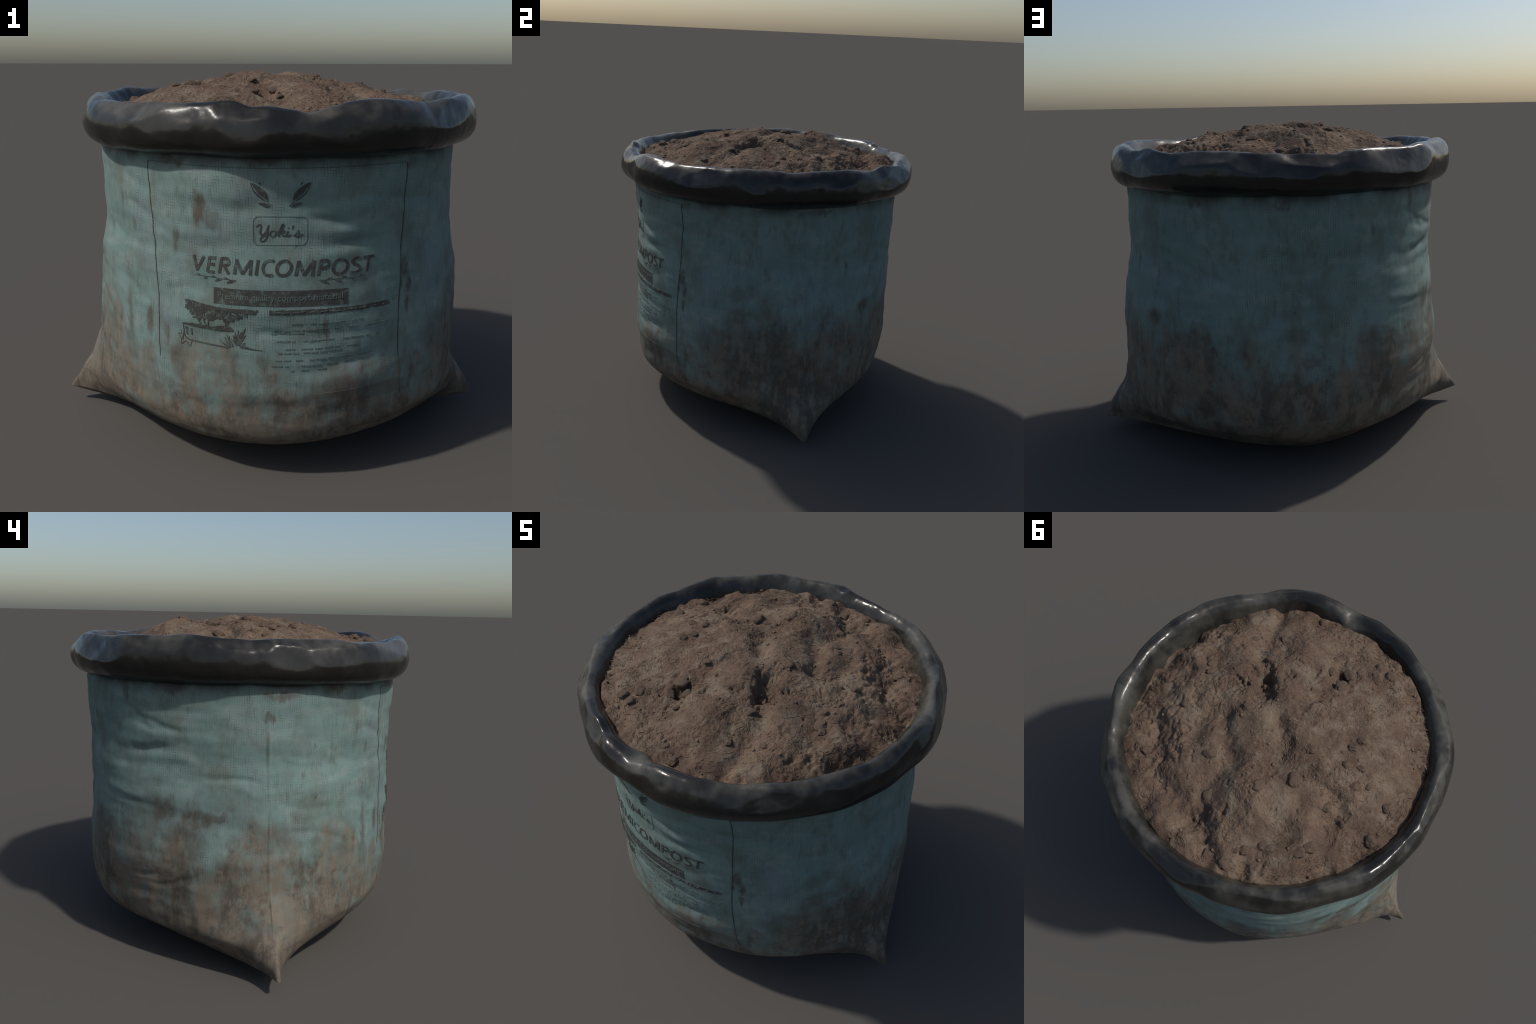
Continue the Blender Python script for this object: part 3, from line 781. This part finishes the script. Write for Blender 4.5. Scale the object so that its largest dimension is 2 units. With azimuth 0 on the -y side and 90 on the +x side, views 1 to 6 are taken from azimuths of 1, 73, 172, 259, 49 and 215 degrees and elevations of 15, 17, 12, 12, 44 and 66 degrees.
def print_text(name, body_text, d0, d1, z0, z1, parent, material, shear=0.0, weight=0.0, space=1.0, split=False, lift=.0004):
    bm = text_pieces(body_text, shear, weight, space)
    co = np.array([v.co[:] for v in bm.verts])
    lo, hi = co.min(0), co.max(0)
    for plane_axis, cuts in ((0, max(2, int((d1 - d0) / .9))), (1, 5)):
        no = Vector((1, 0, 0)) if plane_axis == 0 else Vector((0, 1, 0))
        for k in range(1, cuts):
            pt = lo + (hi - lo) * k / cuts
            bmesh.ops.bisect_plane(bm, geom=bm.verts[:] + bm.edges[:] + bm.faces[:], plane_co=Vector(pt), plane_no=no)
    bmesh.ops.triangulate(bm, faces=bm.faces)
    bm.verts.ensure_lookup_table(); bm.verts.index_update()
    co = np.array([v.co[:] for v in bm.verts])
    D = d0 + (d1 - d0) * (co[:, 0] - lo[0]) / (hi[0] - lo[0])
    Zt = z0 + (z1 - z0) * (co[:, 1] - lo[1]) / (hi[1] - lo[1])
    dep = np.where(co[:, 2] > 0, 1.0, -1.2)
    p = wall(np.radians(D), Zt, lift + dep * SKIN)
    tri = np.array([[v.index for v in f.verts] for f in bm.faces])
    group = np.full(len(co), -1)
    if split:
        g = 0
        for v in bm.verts:
            if group[v.index] >= 0:
                continue
            st = [v]; group[v.index] = g
            while st:
                w = st.pop()
                for e in w.link_edges:
                    o = e.other_vert(w)
                    if group[o.index] < 0:
                        group[o.index] = g; st.append(o)
            g += 1
    else:
        group[:] = 0; g = 1
    bm.free()
    order = sorted(range(g), key=lambda k: D[group == k].mean())
    for k in order:
        sel = np.where(group == k)[0]; remap = np.full(len(co), -1); remap[sel] = np.arange(len(sel))
        ft = tri[group[tri[:, 0]] == k]
        add(name, make_mesh(name, p[sel], remap[ft], False), parent, material)


# frame of thin lines round the label
FL = [(-128.0, 1.287), (-127.6, 1.18), (-126.6, 1.0), (-125.2, .82), (-124.6, .65), (-123.9, .50)]
FR = [(-51.8, 1.287), (-51.7, 1.18), (-52.7, .92), (-53.8, .65), (-53.2, .385), (-53.2, .34)]
strokes_mesh('label_frame_line', [(FL, [.0019, .0022, .0017, .0010])], body, MAT_INK)
strokes_mesh('label_frame_line', [(FR, [.0019, .0022, .0018])], body, MAT_INK)
strokes_mesh('label_frame_line', [([(-128.0, 1.287), (-89, 1.285)], [.0015]), ([(-89, 1.285), (-51.8, 1.287)], [.0015])], body, MAT_FAINT)


def at_logo(px, py):
    return (-95.1 + (px - 285) * 13.7 / 1015, 1.1075 - (py - 910) * .1915 / 1000)


# paired leaves over the name plate; the pale gap is the midrib
def leaf_print(flip):
    X = lambda q: q if not flip else 1585 - q
    L = lambda pts: [at_logo(X(a), b) for a, b in pts]
    big_in = ([(232, 250), (300, 330), (390, 420), (470, 500), (545, 575)], [.0004, .0038, .0075, .0085, .0030])
    big_out = ([(228, 255), (290, 400), (370, 490), (450, 560), (520, 610)], [.0002, .0020, .0026, .0024, .0006])
    low = ([(385, 655), (460, 670), (540, 700), (610, 715)], [.0006, .0058, .0072, .0010])
    stem = ([(545, 600), (580, 650), (640, 705)], [.0010, .0012, .0008])
    dot = ([(395, 245), (410, 268), (425, 300)], [.0012, .0028, .0012])
    if not flip:
        big_in = ([(240, 255), (320, 320), (410, 400), (490, 480), (560, 590)], [.0010, .0070, .0105, .0105, .0012])
    else:
        big_in = ([(240, 255), (320, 320), (410, 400), (490, 480), (560, 590)], [.0010, .0070, .0105, .0105, .0012])
    for s in (big_in, big_out, low):
        strokes_mesh('leaf_print', [(L(s[0]), s[1])], body, MAT_INK)
    strokes_mesh('leaf_stalk_print', [(L(stem[0]), stem[1]), (L(dot[0]), dot[1])], body, MAT_INK)


leaf_print(False)
leaf_print(True)

# rounded plate outline
def rounded(x0, x1, y0, y1, r):
    pts = []
    for cx_, cy_, a0 in ((x1 - r, y0 + r, -90), (x1 - r, y1 - r, 0), (x0 + r, y1 - r, 90), (x0 + r, y0 + r, 180)):
        for k in range(6):
            a = math.radians(a0 + 18 * k); pts.append((cx_ + r * math.cos(a), cy_ + r * math.sin(a)))
    pts.append(pts[0])
    return [at_logo(a, b) for a, b in pts]


strokes_mesh('name_plate_outline', [(rounded(285, 1295, 912, 1468, 110), [.0008])], body, MAT_FAINT)
# hand-lettered name, drawn as pen strokes
PEN = [
    ([(345, 1120), (375, 1085), (420, 1068), (440, 1100), (425, 1170), (420, 1230), (445, 1268), (490, 1262), (535, 1200), (570, 1120), (585, 1075)], [.0022, .0034, .0042, .0042, .0030]),
    ([(580, 1080), (568, 1160), (560, 1250), (535, 1340), (490, 1392), (440, 1395), (420, 1360), (450, 1315), (520, 1280), (590, 1262)], [.0034, .0040, .0034, .0034, .0018]),
    ([(690, 1185), (640, 1190), (612, 1240), (625, 1290), (668, 1300), (708, 1262), (712, 1210), (690, 1185), (720, 1205), (760, 1200)], [.0032, .0036, .0036, .0020]),
    ([(745, 1290), (775, 1200), (815, 1090), (845, 1056), (852, 1085), (815, 1160), (775, 1240), (765, 1300)], [.0022, .0034, .0032, .0040]),
    ([(775, 1240), (815, 1195), (858, 1180), (862, 1210), (815, 1235), (840, 1275), (880, 1290), (915, 1255)], [.0022, .0034, .0034, .0026]),
    ([(935, 1190), (918, 1240), (920, 1290), (950, 1292), (990, 1255)], [.0036, .0036, .0018]),
    ([(935, 1125), (942, 1140)], [.0036]),
    ([(1035, 1085), (1010, 1155)], [.0042, .0026]),
    ([(1040, 1290), (1090, 1240), (1125, 1180), (1130, 1230), (1150, 1280), (1120, 1305), (1075, 1295), (1140, 1298), (1185, 1280), (1210, 1255)], [.0018, .0030, .0040, .0034, .0016])]
strokes_mesh('script_name', [([at_logo(a, b) for a, b in pts], [.72 * q for q in w]) for pts, w in PEN], body, MAT_INK)

# title: slanted humanist capitals drawn as broad pen strokes; (across, up) with up 0..1
W = .0056
OVAL = [(80 * math.cos(a) + 24 * math.sin(a) * .5, .5 + .475 * math.sin(a)) for a in np.linspace(0.6, 0.6 + 2 * math.pi + .12, 17)]
M_ = [[(20, 0), (47, .97)], [(45, .97), (112, .04)], [(112, .04), (218, .97)], [(222, .97), (203, 0)]]
TITLE = [[[(172, 1), (207, .03)], [(205, .03), (288, 1)]],
         [[(326, 0), (356, 1)], [(352, .965), (428, .965)], [(342, .53), (412, .53)], [(328, .035), (408, .035)]],
         [[(465, 0), (492, 1)], [(490, .965), (550, .965), (580, .78), (560, .58), (478, .51)], [(520, .53), (574, 0)]],
         [[(x + 622, h) for x, h in q] for q in M_],
         [[(896, 0), (926, 1)]],
         [[(1114, .93), (1050, .975), (998, .78), (980, .45), (1004, .12), (1060, .025), (1098, .07)]],
         [[(1222 + x, h) for x, h in OVAL]],
         [[(x + 1338, h) for x, h in q] for q in M_],
         [[(1610, 0), (1640, 1)], [(1638, .965), (1700, .965), (1733, .76), (1700, .52), (1624, .47)]],
         [[(1857 + x, h) for x, h in OVAL]],
         [[(2096, .93), (2045, .975), (1998, .80), (2020, .60), (2070, .43), (2083, .20), (2035, .03), (1968, .07)]],
         [[(2163, 0), (2190, 1)], [(2120, .965), (2252, .965)]]]
for letter in TITLE:
    strokes_mesh('title_letter', [([(-87.65 + .02236 * (x - 1200) + 1.55e-9 * (x - 1200) ** 3, .884 + .059 * h - .0000022 * (x - 1200)) for x, h in q], [W]) for q in letter], body, MAT_INK)

# little sprigs under the title
def sprig(sign, d_tip, d_base, z_tip, z_base):
    st = [([(d_tip, z_tip), ((d_tip + d_base) / 2, (z_tip + z_base) / 2 + .002), (d_base, z_base)], [.0003, .0008])]
    bl = []
    for k, (f, up, s) in enumerate(((.12, 1, .4), (.30, -1, .45), (.50, 1, .6), (.62, -1, .9), (.80, 1, .6), (.92, -1, 1.15))):
        d = d_tip + (d_base - d_tip) * f; z = z_tip + (z_base - z_tip) * f
        hl, hw = .017 * s, .0042 * s
        tn = (.35 if up < 0 else -.35) * sign
        bl.append((d, z + up * .0055, hl, hw, tn))
    strokes_mesh('sprig_stem_print', st, body, MAT_INK)
    blobs_mesh('sprig_leaf_print', bl, body, MAT_INK)


sprig(1, -112.4, -100.4, .869, .862)
sprig(-1, -65.1, -77.8, .867, .864)

# tagline bar with pale lettering
panel_mesh('tagline_bar', -106.5, -70.1, .767, .829, body, MAT_INK, slope=-.003)
print_text('tagline_text', 'Premium quality compost material', -105.3, -71.5, .780, .812, body, MAT_PALE, lift=.0016)
# second heading bar, worn, with broken pale marks inside
panel_mesh('heading_bar', -90.9, -56.8, .732, .751, body, MAT_INK, ragged=.004, slope=.003)
marks = []
for k in range(26):
    d = -89 + 31 * RNG.random(); marks.append(([(d, .739 + .006 * RNG.random()), (d + RNG.uniform(.4, 1.5), .740 + .006 * RNG.random())], [.0013]))
strokes_mesh('heading_marks', marks, body, MAT_PALE, lift=.0016)


# picture of a planter under trees
def at_pic(px, py):
    return (-116.0 + (px - 260) * .01507, .765 - (py - 205) * .00021 + (px - 260) * .000017)


CANOPY = [(300, 205), (640, 265), (900, 325), (1250, 365), (1715, 390), (1690, 450), (1480, 515), (1290, 580), (1200, 620), (1120, 640), (1060, 560), (960, 545), (880, 580), (790, 575), (680, 560), (560, 590), (470, 530), (400, 420), (310, 390), (330, 300)]


def inside(px, py, poly):
    c = False; j = len(poly) - 1
    for i in range(len(poly)):
        (xi, yi), (xj, yj) = poly[i], poly[j]
        if (yi > py) != (yj > py) and px < (xj - xi) * (py - yi) / (yj - yi) + xi:
            c = not c
        j = i
    return c


blobs = []
while len(blobs) < 620:
    px, py = RNG.uniform(290, 1720), RNG.uniform(200, 645)
    if inside(px, py, CANOPY):
        d, z = at_pic(px, py); blobs.append((d, z, RNG.uniform(.003, .0065), RNG.uniform(.0018, .0034), RNG.uniform(0, 3.14)))
leafage = blobs_mesh('tree_leaf_print', blobs, body, MAT_INK)
leafage['kind'] = 'stuff'
B = lambda pts: [at_pic(a, b) for a, b in pts]
strokes_mesh('tree_trunk_print', [(B([(540, 470), (600, 590), (650, 680)]), [.0030, .0026, .0034]), (B([(660, 480), (700, 590), (750, 690)]), [.0028, .0024, .0030]),
                                  (B([(790, 470), (785, 580), (785, 690)]), [.0018, .0018, .0024]), (B([(1130, 560), (1130, 620), (1120, 680)]), [.004, .003, .0045])], body, MAT_INK)
strokes_mesh('canopy_edge_print', [(B([(290, 215), (640, 275), (900, 335), (1250, 378), (1560, 405), (1720, 415)]), [.0022, .0030, .0034, .0050, .0070, .0008])], body, MAT_INK)
strokes_mesh('hedge_print', [(B([(235, 680), (420, 685), (640, 705), (800, 730), (1000, 735), (1150, 740), (1262, 785)]), [.0025, .0055, .0075, .0050, .0115, .0125, .0030])], body, MAT_INK)
strokes_mesh('planter_outline_print', [(B([(262, 690), (270, 830), (300, 940), (400, 995), (700, 1040), (1000, 1078), (1150, 1110)]), [.0020, .0022, .0026, .0022]),
                                       (B([(330, 740), (335, 830), (345, 905)]), [.0060, .0050, .0020]), (B([(430, 770), (440, 840), (445, 900)]), [.0042, .0036, .0014])], body, MAT_INK)
strokes_mesh('star_print', [(B([(200, 820), (215, 900), (150, 900), (215, 1000), (225, 1100), (320, 1035), (405, 1130), (435, 1050), (440, 1010)]), [.0011]),
                            (B([(270, 850), (250, 950), (240, 1010)]), [.0024])], body, MAT_INK)
shoots = []
for k, (bx, by, tx, ty) in enumerate(((1330, 1060, 1250, 860), (1330, 1060, 1345, 760), (1340, 1060, 1400, 800), (1350, 1060, 1480, 730), (1350, 1060, 1490, 860), (1340, 1060, 1290, 800),
                                      (1345, 1060, 1440, 790), (1320, 1060, 1210, 930), (1200, 1100, 1130, 850), (1190, 1100, 1090, 900), (1190, 1100, 1180, 880), (1180, 1100, 1000, 960), (1400, 1080, 1480, 1010),
                                      (1250, 1090, 1200, 960), (1160, 1110, 1040, 1000))):
    wmax = .0048 if 1240 < tx and bx > 1300 else .0016
    shoots.append((B([(bx, by), ((bx + tx) / 2 + 12 * math.sin(k), (by + ty) / 2), (tx, ty)]), [.0030, wmax, .0004]))
strokes_mesh('shrub_print', shoots, body, MAT_INK)
strokes_mesh('ground_print', [(B([(1380, 1080), (1500, 1110), (1640, 1145), (1800, 1168)]), [.0050, .0050, .0020, .0005])], body, MAT_INK)

# lines of small worn print: only dashes are legible
def dash_row(z, d0, d1, rise, mat):
    out, d = [], d0
    while d < d1:
        L = RNG.uniform(.4, 1.9); L = min(L, d1 - d)
        f = (d - d0) / (d1 - d0)
        if RNG.random() < .8 and L > .2:
            zz_ = z + rise * f + RNG.uniform(-.0012, .0012)
            out.append(([(d, zz_), (d + L, zz_ + rise * L / (d1 - d0))], [RNG.uniform(.0018, .0036)]))
        d += L + RNG.uniform(.15, .7)
    return out


for z, d0, d1 in ((.693, -88.8, -65.5), (.667, -90.1, -57.8), (.655, -90.3, -80), (.624, -88.9, -60.2), (.592, -88.0, -67.0), (.578, -88.3, -71.0), (.548, -89, -62), (.525, -90, -68), (.505, -89, -74)):
    strokes_mesh('small_print_line', dash_row(z, d0, d1, .003, MAT_FAINT), body, MAT_FAINT)
# worn footer band
panel_mesh('footer_band', -79.0, -53.3, .350, .408, body, MAT_FAINT, slope=.006)

print('vertices', sum(len(o.data.vertices) for o in bpy.data.objects if o.type == 'MESH'))
